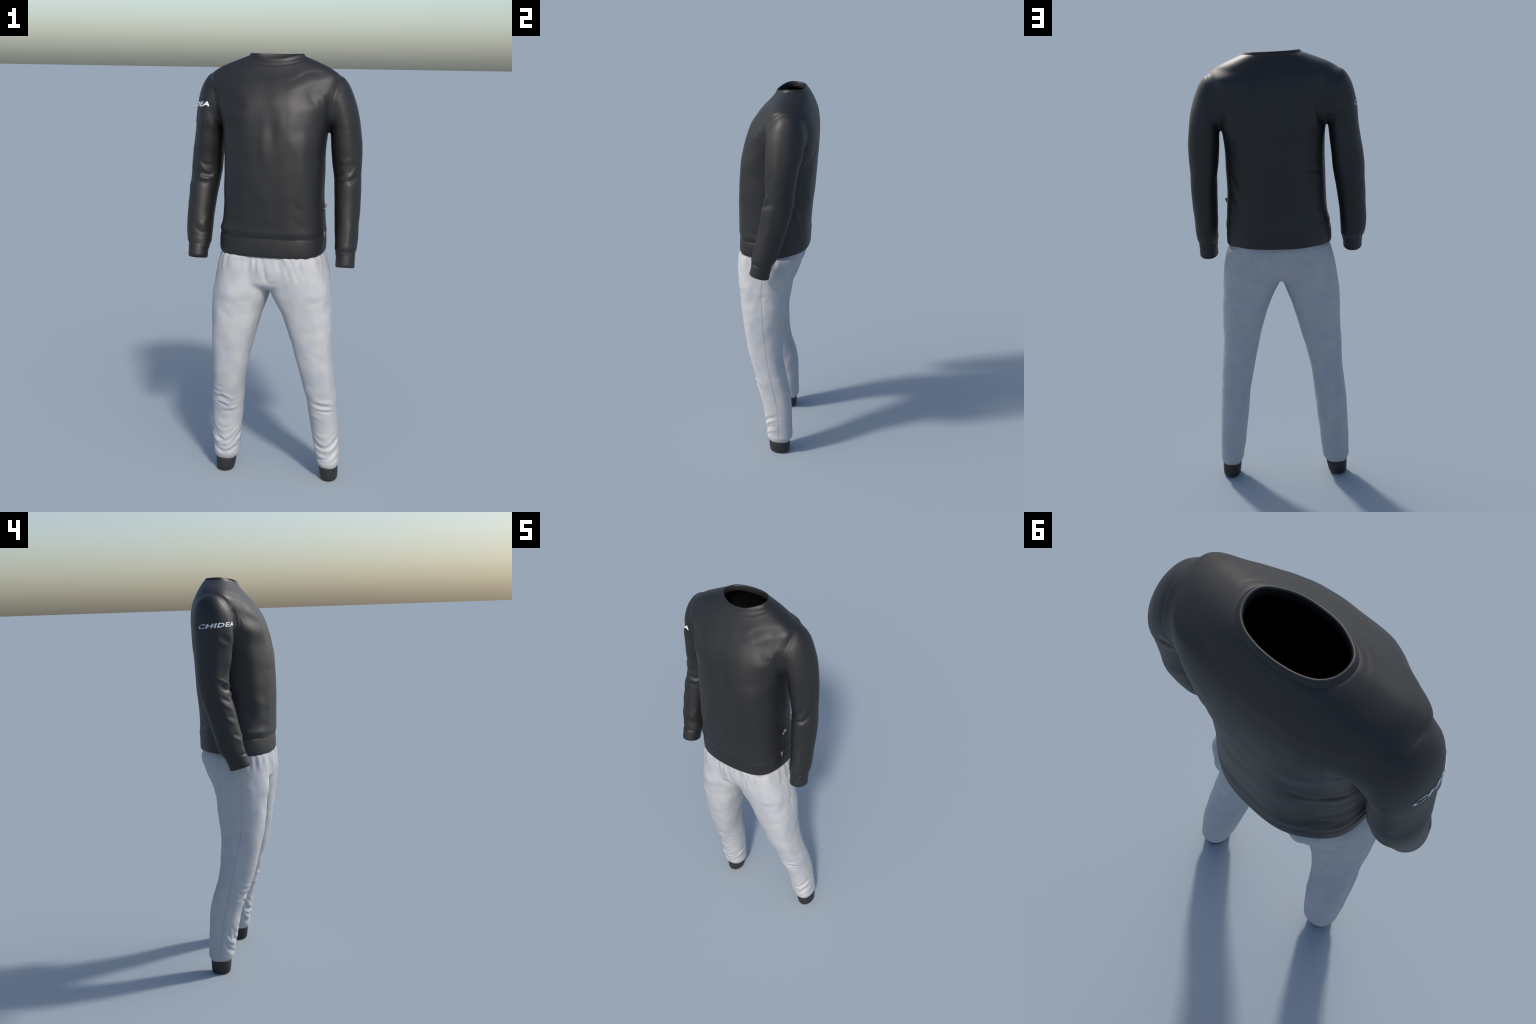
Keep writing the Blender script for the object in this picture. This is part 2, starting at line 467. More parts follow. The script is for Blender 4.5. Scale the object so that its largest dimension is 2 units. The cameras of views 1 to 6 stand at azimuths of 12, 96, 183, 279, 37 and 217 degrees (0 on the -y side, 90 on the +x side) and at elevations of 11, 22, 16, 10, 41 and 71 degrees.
crease(disp, co, nr, "right flank", [
    ([(-0.214, -0.060, 1.365), (-0.196, -0.110, 1.321), (-0.190, -0.122, 1.279)], 0.02, -0.003),
    ([(-0.177, -0.137, 1.387), (-0.111, -0.182, 1.365)], 0.018, 0.002),
    ([(-0.120, 0.163, 1.285), (-0.184, 0.115, 1.278), (-0.382, 0.041, 1.286)], 0.01, -0.004),
    ([(-0.111, 0.168, 1.249), (-0.181, 0.123, 1.254), (-0.377, 0.043, 1.269)], 0.009, 0.003),
])
crease(disp, co, nr, "armpit back, left side", [
    ([(0.169, 0.170, 1.804), (0.198, 0.153, 1.781), (0.304, 0.144, 1.779)], 0.008, 0.004),
    ([(0.139, 0.180, 1.768), (0.187, 0.154, 1.735), (0.310, 0.144, 1.724)], 0.008, -0.004),
    ([(0.126, 0.183, 1.736), (0.169, 0.161, 1.695), (0.190, 0.137, 1.647)], 0.009, 0.004),
    ([(0.093, 0.191, 1.698), (0.148, 0.169, 1.652), (0.184, 0.138, 1.616)], 0.01, -0.003),
    ([(0.241, 0.147, 1.774), (0.239, 0.136, 1.735), (0.236, 0.095, 1.685)], 0.009, -0.003),
    ([(0.290, 0.147, 1.745), (0.265, 0.136, 1.711), (0.241, 0.104, 1.690)], 0.009, -0.004),
])
crease(disp, co, nr, "armpit back, right side", [
    ([(-0.186, 0.168, 1.797), (-0.193, 0.150, 1.732), (-0.217, 0.077, 1.664)], 0.01, -0.004),
    ([(-0.169, 0.173, 1.761), (-0.183, 0.150, 1.695), (-0.206, 0.096, 1.635)], 0.012, 0.003),
    ([(-0.237, 0.112, 1.697), (-0.265, 0.136, 1.715), (-0.310, 0.139, 1.748)], 0.009, -0.005),
    ([(-0.240, 0.132, 1.728), (-0.265, 0.141, 1.734), (-0.297, 0.143, 1.758)], 0.01, 0.003),
])
crease(disp, co, nr, "lower back tucks", [
    ([(-0.092, 0.186, 1.524), (-0.144, 0.161, 1.491), (-0.207, 0.063, 1.464)], 0.009, -0.006),
    ([(-0.112, 0.178, 1.486), (-0.162, 0.145, 1.468), (-0.207, 0.065, 1.451)], 0.01, 0.004),
    ([(-0.114, 0.179, 1.538), (-0.164, 0.145, 1.513), (-0.209, 0.060, 1.496)], 0.012, 0.003),
    ([(-0.148, 0.155, 1.442), (-0.192, 0.102, 1.403), (-0.215, 0.017, 1.370)], 0.012, -0.003),
    ([(-0.132, 0.160, 1.332), (-0.183, 0.115, 1.320), (-0.216, 0.018, 1.309)], 0.012, -0.003),
    ([(-0.123, 0.162, 1.267), (-0.174, 0.132, 1.251), (-0.220, 0.058, 1.241)], 0.01, -0.003),
    ([(-0.143, 0.151, 1.297), (-0.218, 0.029, 1.271)], 0.01, 0.003),
])
crease(disp, co, nr, "left flank and rib gathers", [
    ([(0.214, 0.080, 1.493), (0.198, 0.108, 1.439), (0.170, 0.136, 1.391)], 0.012, -0.004),
    ([(0.215, 0.073, 1.372), (0.195, 0.111, 1.319), (0.170, 0.135, 1.277)], 0.012, -0.004),
    ([(0.204, 0.097, 1.417), (0.186, 0.121, 1.355)], 0.012, 0.003),
    ([(0.220, 0.071, 1.291), (0.208, 0.100, 1.230)], 0.01, 0.003),
    ([(0.334, 0.048, 1.207), (0.332, 0.026, 1.153)], 0.006, -0.003),
    ([(0.352, 0.046, 1.200), (0.351, 0.027, 1.153)], 0.006, 0.002),
    ([(-0.342, 0.033, 1.178), (-0.339, 0.010, 1.145)], 0.006, -0.002),
])

# seams and blousing that follow construction lines of the garment
z = co[:, 2]; onarm = (np.abs(co[:, 0]) > .262) & (z < 1.58)
disp += np.where(~onarm, .0016*np.exp(-((z-1.230)/.014)**2) - (.0004+.0020*(1-smooth01(-.08, .10, co[:, 1])))*np.exp(-((z-1.203)/.008)**2), 0)
for s in (1, -1):
    c = CUFF[s]; dz = z - (c["z_top"] + c["slope"]*(co[:, 1]-c["yc"]))
    disp += np.where(onarm & (co[:, 0]*s > 0), .0015*np.exp(-((dz-.022)/.012)**2) - .0012*np.exp(-(dz/.008)**2), 0)
seam = np.minimum(np.abs(arm_seam(co, 1)), np.abs(arm_seam(co, -1)))
disp -= .0012*np.exp(-(seam/.005)**2)*smooth01(1.70, 1.76, z)
rho = np.sqrt((co[:, 0]/.118)**2 + ((co[:, 1]-.05)/.072)**2)
neck = .8*smooth01(1.90, 1.92, z)*(.08+.92*(1-smooth01(-.02, .06, co[:, 1])))
disp += neck*(.0006*np.exp(-((rho-1.17)/.045)**2) - .0010*np.exp(-((rho-1.275)/.04)**2) + .0005*np.exp(-((rho-1.37)/.05)**2))
frontal = smooth01(.2, .8, -nr[:, 1])*(~onarm)
disp += .0030*frontal*fbm(co, (15, 15, 4), 3, 1)*smooth01(1.25, 1.35, z)*(1-smooth01(1.72, 1.82, z))
disp += np.where(onarm, .0044, .0030)*fbm(co, (9, 9, 6), 1, 2)*(1-.7*smooth01(1.85, 1.95, z))
co = co + nr*disp[:, None]
set_coords(skin, co)
relax(skin, 2)

# keep only the cloth above the hem, the cuffs and below the collar
fc = face_centres(skin)
lab = np.zeros(len(fc), int)
below = fc[:, 2] < 1.55
lab[(arm_seam(fc, 1) > 0) & ~below] = 1
lab[(arm_seam(fc, -1) > 0) & ~below] = 2
zb = [1.0, 1.2, 1.3, 1.4, 1.5, 1.6]
lab[below & (fc[:, 0] > np.interp(fc[:, 2], zb, [.266, .266, .258, .252, .247, .243]))] = 1
lab[below & (fc[:, 0] < np.interp(fc[:, 2], zb, [-.262, -.254, -.244, -.238, -.230, -.230]))] = 2
drop = (lab == 0) & (fc[:, 2] < 1.192)
for k, s in ((1, 1), (2, -1)):
    c = CUFF[s]
    drop |= (lab == k) & (fc[:, 2] < c["z_top"]-.012 + c["slope"]*(fc[:, 1]-c["yc"]))
nx, ny = fc[:, 0]/.121, (fc[:, 1]-.050)/.076
drop |= (nx**2+ny**2 < 1.0) & (fc[:, 2] > 1.93)
lab[drop] = -1
parts = split_regions(skin, ["body", "sleeve", "sleeve_r"], lab)
body = under(sweat_root, "body", parts[0], M_BLACK)
sleeve_l = under(sweat_root, "sleeve", parts[1], M_BLACK)
sleeve_r = under(sweat_root, "sleeve.001", parts[2], M_BLACK)
full_bvh = BVHTree.FromPolygons([tuple(v) for v in co], [tuple(p.vertices) for p in skin.polygons])

# ------------------------------------------------------------------ hem band
T = table([(r[5], *r[:4]) for r in TORSO[:9]])
def hem_bottom(y):
    return 1.120 + .021*smooth01(-.20, .17, y)
def hem_ring(v, out, th=TH):
    """v: 0 at the seam, 1 at the lower edge; out: offset outward"""
    xn, xp, yf, yb = -.2315, .246, -.1895, .181
    pinch = .0
    c, s = unit(2.45, th, (.5, -.35, -.3, .25))
    nx, ny = np.cos(th), np.sin(th)
    x = (xn+xp)/2 + c*((xp-xn)/2+out); y = (yf+yb)/2 + s*((yb-yf)/2+out)
    r = yaw(np.stack([x, y, x*0], -1), -4)
    r[:, 2] = 1.207*(1-v) + hem_bottom(r[:, 1])*v
    return r
prof = [(-.04, -.010), (-.01, -.005), (.03, -.0024), (.10, -.0012), (.30, .0005), (.55, .001), (.8, .0008), (.92, -.0005), (.975, -.0025),
        (1.0, -.0045), (.98, -.0065), (.9, -.0075), (.6, -.008), (.2, -.008)]
me = grid_mesh("waistband", [hem_ring(v, o) for v, o in prof]); recalc(me)
waist = under(sweat_root, "waistband", me, M_RIB)

# ------------------------------------------------------------------ cuffs
def make_cuff(sgn, name):
    c = CUFF[sgn]; A = table(c["arm"])
    def r(v, out):
        z0 = c["z_top"]*(1-v) + c["z_bot"]*v
        xi, xo, yf, yb = A(z0)
        cc, ss = unit(2.1, TH)
        x = (xo+xi)/2 + cc*((xo-xi)/2 + out*np.sign(xo-xi)); y = (yf+yb)/2 + ss*((yb-yf)/2*.96+out)
        z = z0 + c["slope"]*(y-(yf+yb)/2)
        return np.stack([x, y, z], -1)
    prof = [(-.12, -.012), (-.02, -.0045), (.05, -.0014), (.16, -.0009), (.5, -.001), (.8, 0), (.93, -.0005), (.985, -.003), (1.0, -.006),
            (.98, -.009), (.85, -.011), (.4, -.012)]
    me = grid_mesh(name, [r(v, o) for v, o in prof], cap_end=True); recalc(me)
    return under(sweat_root, name, me, M_RIB)
cuff_l = make_cuff(1, "cuff"); cuff_r = make_cuff(-1, "cuff.001")

# ------------------------------------------------------------------ collar
NECK = (-.25, .15, .15, -.25)
COLLAR = [  # xn, xp, yf, yb, zs, zf, zb
    (-.134, .132, -.034, .1370, 1.9810, 1.954, 1.980),
    (-.1285, .1265, -.0315, .1325, 1.9880, 1.9640, 1.9875),
    (-.1245, .1225, -.0300, .1300, 1.9925, 1.9700, 1.9920),
    (-.1210, .1195, -.0275, .1275, 1.9968, 1.9745, 1.9962),
    (-.1180, .1165, -.0250, .1250, 1.9995, 1.9762, 1.9978),
    (-.1150, .1135, -.0220, .1220, 1.9972, 1.9748, 1.9960),
    (-.1135, .1120, -.0205, .1205, 1.9935, 1.9705, 1.9885),
    (-.1150, .1135, -.0220, .1220, 1.9825, 1.9600, 1.9775),
    (-.1130, .1115, -.0200, .1205, 1.9765, 1.9540, 1.9715),
    (-.1180, .1160, -.0250, .1270, 1.9660, 1.9400, 1.9610)]
me = grid_mesh("collar", [ring(2.2, *r, TH, NECK) for r in COLLAR]); recalc(me)
collar = under(sweat_root, "collar", me, M_RIB)
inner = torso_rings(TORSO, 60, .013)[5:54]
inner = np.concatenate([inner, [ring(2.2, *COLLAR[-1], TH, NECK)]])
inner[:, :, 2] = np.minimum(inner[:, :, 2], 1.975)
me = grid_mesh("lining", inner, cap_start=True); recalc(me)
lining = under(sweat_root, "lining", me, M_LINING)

# ==================================================================== TROUSERS
# leg stations: z, x_inner, x_outer, y_front, y_back
LEG_L = [(1.200, .000, .215, -.165, .150), (1.145, .000, .228, -.174, .163), (1.100, .000, .246, -.181, .160),
         (1.060, -.008, .259, -.183, .148), (1.030, -.010, .266, -.183, .138),
         (.990, -.006, .273, -.181, .119), (.940, .008, .280, -.177, .103), (.900, .0315, .2825, -.170, .094),
         (.843, .0615, .290, -.1615, .086), (.790, .082, .2935, -.154, .082), (.740, .0985, .293, -.145, .079),
         (.660, .1225, .297, -.130, .0755), (.565, .1455, .304, -.105, .0785), (.484, .1615, .310, -.078, .095),
         (.400, .179, .316, -.053, .119), (.320, .189, .3215, -.030, .138), (.230, .201, .3255, -.0065, .146),
         (.150, .214, .329, .0085, .152), (.110, .2225, .3297, .0145, .154), (.085, .228, .328, .020, .149),
         (.068, .233, .326, .025, .144), (.045, .237, .325, .031, .142)]
LEG_R = [(1.200, .000, -.200, -.165, .150), (1.145, .000, -.214, -.174, .160), (1.100, .000, -.229, -.180, .155),
         (1.060, .010, -.239, -.183, .142), (1.030, .012, -.244, -.183, .131),
         (.990, .010, -.250, -.181, .114), (.940, .000, -.258, -.178, .101), (.900, -.0115, -.260, -.170, .0905),
         (.843, -.032, -.262, -.163, .0845), (.790, -.0465, -.262, -.158, .078), (.740, -.060, -.262, -.151, .072),
         (.660, -.082, -.2625, -.1355, .0695), (.565, -.103, -.263, -.1125, .075), (.484, -.118, -.267, -.0885, .090),
         (.400, -.129, -.275, -.056, .1175), (.320, -.136, -.280, -.0275, .133), (.230, -.1445, -.2825, -.009, .1375),
         (.150, -.1525, -.283, .007, .1435), (.110, -.1575, -.281, .0165, .145), (.085, -.163, -.278, .024, .142),
         (.068, -.170, -.273, .031, .1375), (.045, -.176, -.270, .037, .134)]
HIP = [(1.200, -.200, .215, -.165, .150), (1.145, -.214, .228, -.174, .162), (1.100, -.229, .246, -.181, .158),
       (1.060, -.239, .258, -.183, .146), (1.030, -.243, .264, -.182, .134), (.995, -.245, .266, -.177, .113),
       (.970, -.20, .215, -.150, .085), (.955, -.10, .115, -.08, .04)]

def leg_rings(rows, n=120, p=2.25, corners=(0, 0, 0, 0)):
    R = np.array(rows); f = table(rows); zz = np.interp(np.linspace(0, len(R)-1, n), np.arange(len(R)), R[:, 0])
    out = []
    for z in zz:
        c, s = unit(p, TH, np.array(corners)*float(smooth01(.40, .65, z)))
        a, b, yf, yb = f(z)
        out.append(np.stack([(a+b)/2+c*(b-a)/2, (yf+yb)/2+s*(yb-yf)/2, np.full_like(TH, z)], -1))
    return np.array(out)

pants_root = bpy.data.objects.new("trousers", None)
bpy.context.scene.collection.objects.link(pants_root)
pants_root["label"] = "light grey jogging trousers with black ribbed ankle cuffs"
pants_root["category"] = "trousers"

pskin = fuse([grid_mesh("l", leg_rings(LEG_L, corners=(.4, 0, .6, .3)), True, True), grid_mesh("r", leg_rings(LEG_R, corners=(0, -.35, .6, .3)), True, True),
              grid_mesh("h", leg_rings(HIP, 60, 2.4, (.5, 0, -.45, 0)), True, True)], .0036)
relax(pskin, 6)
co = coords(pskin)
w = np.exp(-((co[:, 0]-.006)/.06)**2)*smooth01(.74, .92, co[:, 2])*(1-smooth01(1.08, 1.16, co[:, 2]))
relax(pskin, 70, w*.9)
w = smooth01(.86, .92, co[:, 2])*(1-smooth01(1.02, 1.08, co[:, 2]))
relax(pskin, 10, w*.8)
co = coords(pskin)
# the hips turn slightly with the torso and draw in under the hem
tw = np.radians(-4)*smooth01(.92, 1.05, co[:, 2]); sh = 1-.03*smooth01(1.115, 1.14, co[:, 2])
x, y = co[:, 0]-.006+.003*smooth01(.84, .97, co[:, 2]), co[:, 1]+.008
co[:, 0] = .006+(np.cos(tw)*x-np.sin(tw)*y)*sh; co[:, 1] = -.008+(np.sin(tw)*x+np.cos(tw)*y)*sh
hx, hy = (.246+.2315)/2-.0105, (.181+.1895)/2-.0105          # stay inside the hem band
a4 = math.radians(4); x, y = co[:, 0]-.0073, co[:, 1]+.0043
fx, fy = (math.cos(a4)*x-math.sin(a4)*y)/hx, (math.sin(a4)*x+math.cos(a4)*y)/hy
f = (np.abs(fx)**2.35+np.abs(fy)**2.35)**(1/2.35)
k = 1+(1/np.maximum(f, 1)-1)*smooth01(1.115, 1.126, co[:, 2]-.021*smooth01(-.2, .17, co[:, 1]))
co[:, 0] = .0073+x*k; co[:, 1] = -.0043+y*k
set_coords(pskin, co)
nr = normals(pskin)
disp = np.zeros(len(co))
crease(disp, co, nr, "waist gathers", [
    ([(-0.105, -0.179, 1.108), (-0.105, -0.183, 1.057)], 0.006, -0.0035),
    ([(-0.081, -0.176, 1.106), (-0.085, -0.181, 1.061)], 0.006, -0.003),
    ([(-0.093, -0.178, 1.107), (-0.095, -0.182, 1.054)], 0.006, 0.002),
    ([(-0.134, -0.178, 1.108), (-0.137, -0.182, 1.069)], 0.007, -0.002),
    ([(-0.057, -0.178, 1.105), (-0.067, -0.180, 1.051)], 0.008, 0.002),
    ([(-0.002, -0.180, 1.113), (-0.000, -0.184, 1.056), (0.013, -0.181, 0.995)], 0.008, -0.005),
    ([(0.018, -0.180, 1.110), (0.023, -0.184, 1.058)], 0.012, 0.003),
    ([(-0.024, -0.181, 1.104), (-0.023, -0.183, 1.055), (-0.008, -0.183, 1.012)], 0.012, 0.003),
    ([(0.053, -0.178, 1.115), (0.065, -0.181, 1.067)], 0.007, -0.0025),
    ([(0.082, -0.175, 1.115), (0.101, -0.182, 1.069), (0.120, -0.183, 1.020)], 0.008, -0.004),
    ([(0.104, -0.178, 1.117), (0.123, -0.184, 1.064), (0.138, -0.182, 1.000)], 0.008, 0.004),
    ([(0.124, -0.178, 1.116), (0.137, -0.183, 1.064), (0.166, -0.179, 0.997)], 0.007, -0.005),
    ([(0.158, -0.172, 1.117), (0.180, -0.172, 1.065)], 0.012, 0.0025),
    ([(0.225, -0.101, 1.113), (0.245, -0.082, 1.071), (0.254, -0.078, 1.042)], 0.007, -0.004),
    ([(0.235, -0.068, 1.113), (0.251, -0.048, 1.072), (0.260, -0.038, 1.041)], 0.006, 0.003),
    ([(0.241, -0.037, 1.107), (0.253, -0.008, 1.071), (0.260, 0.009, 1.038)], 0.005, -0.003),
    ([(0.240, -0.038, 1.110), (0.256, -0.032, 1.058), (0.333, -0.100, 1.077)], 0.007, -0.004),
    ([(0.239, -0.067, 1.100), (0.256, -0.080, 1.032)], 0.007, -0.003),
    ([(0.232, -0.098, 1.097), (0.246, -0.102, 1.044)], 0.007, -0.003),
])
crease(disp, co, nr, "crotch and thighs", [
    ([(-0.059, -0.180, 1.012), (-0.034, -0.177, 0.973), (0.020, -0.176, 0.968)], 0.012, -0.0022),
    ([(0.020, -0.181, 0.996), (0.070, -0.180, 1.006)], 0.01, -0.002),
    ([(-0.088, -0.181, 1.029), (-0.074, -0.178, 0.993)], 0.016, 0.002),
    ([(0.184, -0.169, 0.910), (0.231, -0.151, 0.923), (0.266, -0.100, 0.946)], 0.014, -0.004),
    ([(0.197, -0.169, 0.958), (0.259, -0.108, 0.969)], 0.016, 0.0025),
    ([(-0.241, -0.118, 0.872), (-0.178, -0.160, 0.850), (-0.163, -0.159, 0.806)], 0.016, -0.003),
    ([(-0.155, -0.167, 0.882), (-0.096, -0.171, 0.924), (-0.050, -0.146, 0.914)], 0.018, -0.0025),
    ([(-0.141, -0.159, 0.808), (-0.092, -0.151, 0.838)], 0.02, 0.002),
    ([(0.199, -0.150, 0.771), (0.266, -0.122, 0.797)], 0.018, -0.0025),
    ([(0.226, -0.152, 0.832), (0.282, -0.091, 0.849)], 0.018, 0.002),
    ([(0.213, -0.134, 0.678), (0.262, -0.111, 0.638)], 0.016, -0.002),
    ([(-0.183, -0.136, 0.663), (-0.179, -0.117, 0.581)], 0.016, -0.0015),
    ([(0.273, 0.007, 0.932), (0.279, -0.034, 0.926), (0.282, -0.043, 0.902), (0.288, -0.035, 0.857)], 0.010, -0.002),
])
crease(disp, co, nr, "knees", [
    ([(-0.226, -0.061, 0.422), (-0.195, -0.059, 0.408)], 0.007, -0.0035),
    ([(-0.220, -0.070, 0.441), (-0.183, -0.063, 0.423), (-0.163, -0.047, 0.403)], 0.007, 0.003),
    ([(-0.242, -0.041, 0.386), (-0.206, -0.045, 0.371), (-0.185, -0.034, 0.349)], 0.006, -0.0035),
    ([(-0.236, -0.047, 0.396), (-0.204, -0.052, 0.389), (-0.186, -0.045, 0.377)], 0.006, 0.003),
    ([(-0.207, -0.039, 0.357), (-0.177, -0.034, 0.356), (-0.147, -0.014, 0.365)], 0.007, 0.0035),
    ([(-0.220, -0.032, 0.338), (-0.168, -0.023, 0.337)], 0.007, -0.003),
    ([(-0.258, -0.006, 0.299), (-0.215, -0.021, 0.293), (-0.157, -0.002, 0.299)], 0.014, -0.002),
    ([(0.216, -0.055, 0.424), (0.261, -0.053, 0.405), (0.299, -0.030, 0.403)], 0.008, -0.0035),
    ([(0.217, -0.061, 0.442), (0.268, -0.057, 0.426), (0.308, -0.015, 0.410)], 0.009, 0.0035),
    ([(0.238, -0.048, 0.385), (0.268, -0.045, 0.379), (0.302, -0.020, 0.374)], 0.006, -0.0035),
    ([(0.231, -0.049, 0.393), (0.272, -0.047, 0.392), (0.302, -0.022, 0.388)], 0.006, 0.003),
    ([(0.191, 0.001, 0.363), (0.230, -0.034, 0.348), (0.260, -0.034, 0.335)], 0.01, 0.002),
    ([(0.288, -0.070, 0.544), (0.306, -0.023, 0.483), (0.313, 0.008, 0.434)], 0.01, -0.003),
    ([(-0.261, -0.026, 0.403), (-0.241, -0.047, 0.406), (-0.211, -0.064, 0.422)], 0.008, -0.004),
])
crease(disp, co, nr, "ankle drape", [
    ([(-0.269, 0.016, 0.238), (-0.248, 0.004, 0.195), (-0.218, 0.001, 0.179)], 0.007, -0.0045),
    ([(-0.273, 0.026, 0.208), (-0.251, 0.009, 0.176), (-0.224, 0.004, 0.168)], 0.007, 0.004),
    ([(-0.277, 0.042, 0.152), (-0.247, 0.018, 0.124), (-0.221, 0.016, 0.114)], 0.007, -0.0045),
    ([(-0.245, 0.008, 0.165), (-0.224, 0.005, 0.160)], 0.005, -0.003),
    ([(-0.146, 0.077, 0.218), (-0.159, 0.028, 0.191), (-0.194, 0.012, 0.144)], 0.009, -0.0045),
    ([(-0.148, 0.074, 0.198), (-0.172, 0.019, 0.164), (-0.210, 0.013, 0.126)], 0.009, 0.005),
    ([(-0.167, 0.032, 0.139), (-0.199, 0.018, 0.112)], 0.007, -0.004),
    ([(0.214, 0.029, 0.207), (0.236, 0.010, 0.188), (0.275, 0.004, 0.177)], 0.007, -0.0045),
    ([(0.325, 0.072, 0.233), (0.313, 0.022, 0.207), (0.275, 0.004, 0.177)], 0.008, -0.0045),
    ([(0.326, 0.070, 0.218), (0.314, 0.024, 0.191), (0.282, 0.007, 0.167), (0.236, 0.014, 0.175)], 0.007, 0.0045),
    ([(0.219, 0.037, 0.168), (0.248, 0.013, 0.148), (0.275, 0.009, 0.145)], 0.006, -0.004),
    ([(0.226, 0.034, 0.145), (0.260, 0.013, 0.127), (0.290, 0.014, 0.127)], 0.006, 0.004),
    ([(0.328, 0.067, 0.178), (0.314, 0.028, 0.157), (0.275, 0.013, 0.121), (0.239, 0.024, 0.127)], 0.007, -0.0045),
    ([(0.329, 0.077, 0.154), (0.315, 0.030, 0.132), (0.283, 0.016, 0.107)], 0.007, 0.0035),
    ([(-0.219, 0.002, 0.177), (-0.265, 0.018, 0.189), (-0.279, 0.036, 0.227)], 0.008, -0.0045),
    ([(-0.223, 0.006, 0.157), (-0.270, 0.026, 0.178), (-0.281, 0.047, 0.220)], 0.008, 0.004),
    ([(-0.269, 0.032, 0.135), (-0.281, 0.052, 0.177)], 0.008, -0.0045),
    ([(0.253, 0.005, 0.178), (0.226, 0.019, 0.187), (0.211, 0.029, 0.219)], 0.007, -0.004),
    ([(0.262, 0.011, 0.142), (0.231, 0.025, 0.152), (0.213, 0.039, 0.191)], 0.007, 0.004),
    ([(0.274, 0.016, 0.105), (0.233, 0.031, 0.128), (0.215, 0.047, 0.166)], 0.007, -0.004),
])

z = co[:, 2]
disp += .0025*np.exp(-((z-.095)/.014)**2) - .004*np.exp(-((z-.064)/.008)**2)
disp += .0034*fbm(co, (12, 12, 8), 2, 2)*smooth01(.06, .15, z)
# hanging U-shaped creases on the shins, short ripples over the knees
fr = smooth01(.1, .7, -nr[:, 1])
for sg, top in ((1, (.285, .245)), (-1, (-.222, -.195))):
    m = (co[:, 0]*sg > .05)*fr
    dx = co[:, 0]-np.interp(z, [.07, .45], top)
    v = z-13*dx*dx
    amp = m*smooth01(.075, .11, z)*(1-smooth01(.22, .30, z))*(.4+.9*np.abs(fbm(co, (14, 14, 14), 5+sg, 1)))
    disp += .0017*amp*np.sin(v*2*np.pi/.038+4.5*fbm(co, (9, 9, 9), 7+sg, 1))
    amp = m*np.exp(-((z-.43)/.05)**2)*np.clip(fbm(co, (12, 12, 12), 9+sg, 1)*1.8, 0, 1)
    disp += .0020*amp*np.sin((z-4*dx*dx)*2*np.pi/.030+2*fbm(co, (10, 10, 10), 11+sg, 1))
# gathers under the elastic waist, fading down the hips
ang = np.arctan2(co[:, 1]+.01, co[:, 0])
disp += .0018*np.sin(ang*32+1.5*np.sin(ang*7))*smooth01(1.035, 1.085, z)*(1-smooth01(1.122, 1.132, z))
co = co + nr*disp[:, None]
set_coords(pskin, co)
relax(pskin, 2)
fc = face_centres(pskin)
lab = np.where(fc[:, 2] > .915, 0, np.where(fc[:, 0] > .006, 1, 2))
lab[(fc[:, 2] > 1.19) | (fc[:, 2] < .060)] = -1
parts = split_regions(pskin, ["seat", "leg", "leg_r"], lab)
seat = under(pants_root, "seat", parts[0], M_GREY)
leg_l = under(pants_root, "leg", parts[1], M_GREY)
leg_r = under(pants_root, "leg.001", parts[2], M_GREY)

def ankle(name, top, bot):
    def r(v, out):
        a = np.array(top)*(1-v)+np.array(bot)*v
        xi, xo, yf, yb = a[1:]
        c, s = unit(2.1, TH)
        return np.stack([(xi+xo)/2+c*((xo-xi)/2+out*np.sign(xo-xi)), (yf+yb)/2+s*((yb-yf)/2+out), np.full_like(TH, a[0])], -1)
    prof = [(-.12, -.010), (0, -.003), (.15, -.001), (.4, 0), (.7, .0005), (.88, 0), (.97, -.003), (1.0, -.007), (.98, -.011), (.8, -.014), (.3, -.015)]
    me = grid_mesh(name, [r(v, o) for v, o in prof], cap_end=True); recalc(me)
    return under(pants_root, name, me, M_CUFF)
ankle("ankle_cuff", (.070, .2335, .3262, .0245, .1435), (.0, .2455, .324, .036, .1425))
ankle("ankle_cuff.001", (.070, -.170, -.273, .030, .1375), (.0, -.1865, -.2675, .039, .1325))

# ------------------------------------------------------------------ trouser seams
pants_bvh = BVHTree.FromPolygons([tuple(v) for v in coords(pskin)], [tuple(p.vertices) for p in pskin.polygons])
M_POCKET = plain("pocket_thread", (.36, .365, .38), rough=.8, spec=.2)
M_SEAM = plain("seam_line_grey", (.27, .28, .30), rough=.8, spec=.2)
def seam_strip(name, pts, width, lift):
    """a narrow strip lying on the cloth, a darker grey line along it"""
    P = np.array(pts); n = len(P); t = np.linspace(0, n-1, (n-1)*14+1)
    P = np.stack([pchip(np.arange(n), P[:, k])(t) for k in range(3)], 1)
    rows = []
    for i in range(len(P)):
        p, nn, _, _ = pants_bvh.find_nearest(Vector(P[i]))
        tg = Vector(P[min(i+1, len(P)-1)]-P[max(i-1, 0)]).normalized()
        sd = nn.cross(tg).normalized()
        rows.append([tuple(p + sd*(width*a) + nn*h) for a, h in
                     ((-1, -.001), (-.6, lift*.8), (0, lift), (.6, lift*.8), (1, -.001))])
    v = [q for r in rows for q in r]; f = []
    for i in range(len(rows)-1):
        for j in range(4):
            f.append((i*5+j, i*5+j+1, (i+1)*5+j+1, (i+1)*5+j))
    me = bpy.data.meshes.new(name); me.from_pydata(v, [], f); me.update(); recalc(me)
    return under(pants_root, name, me, M_POCKET if name == "pocket_edge" else M_SEAM)
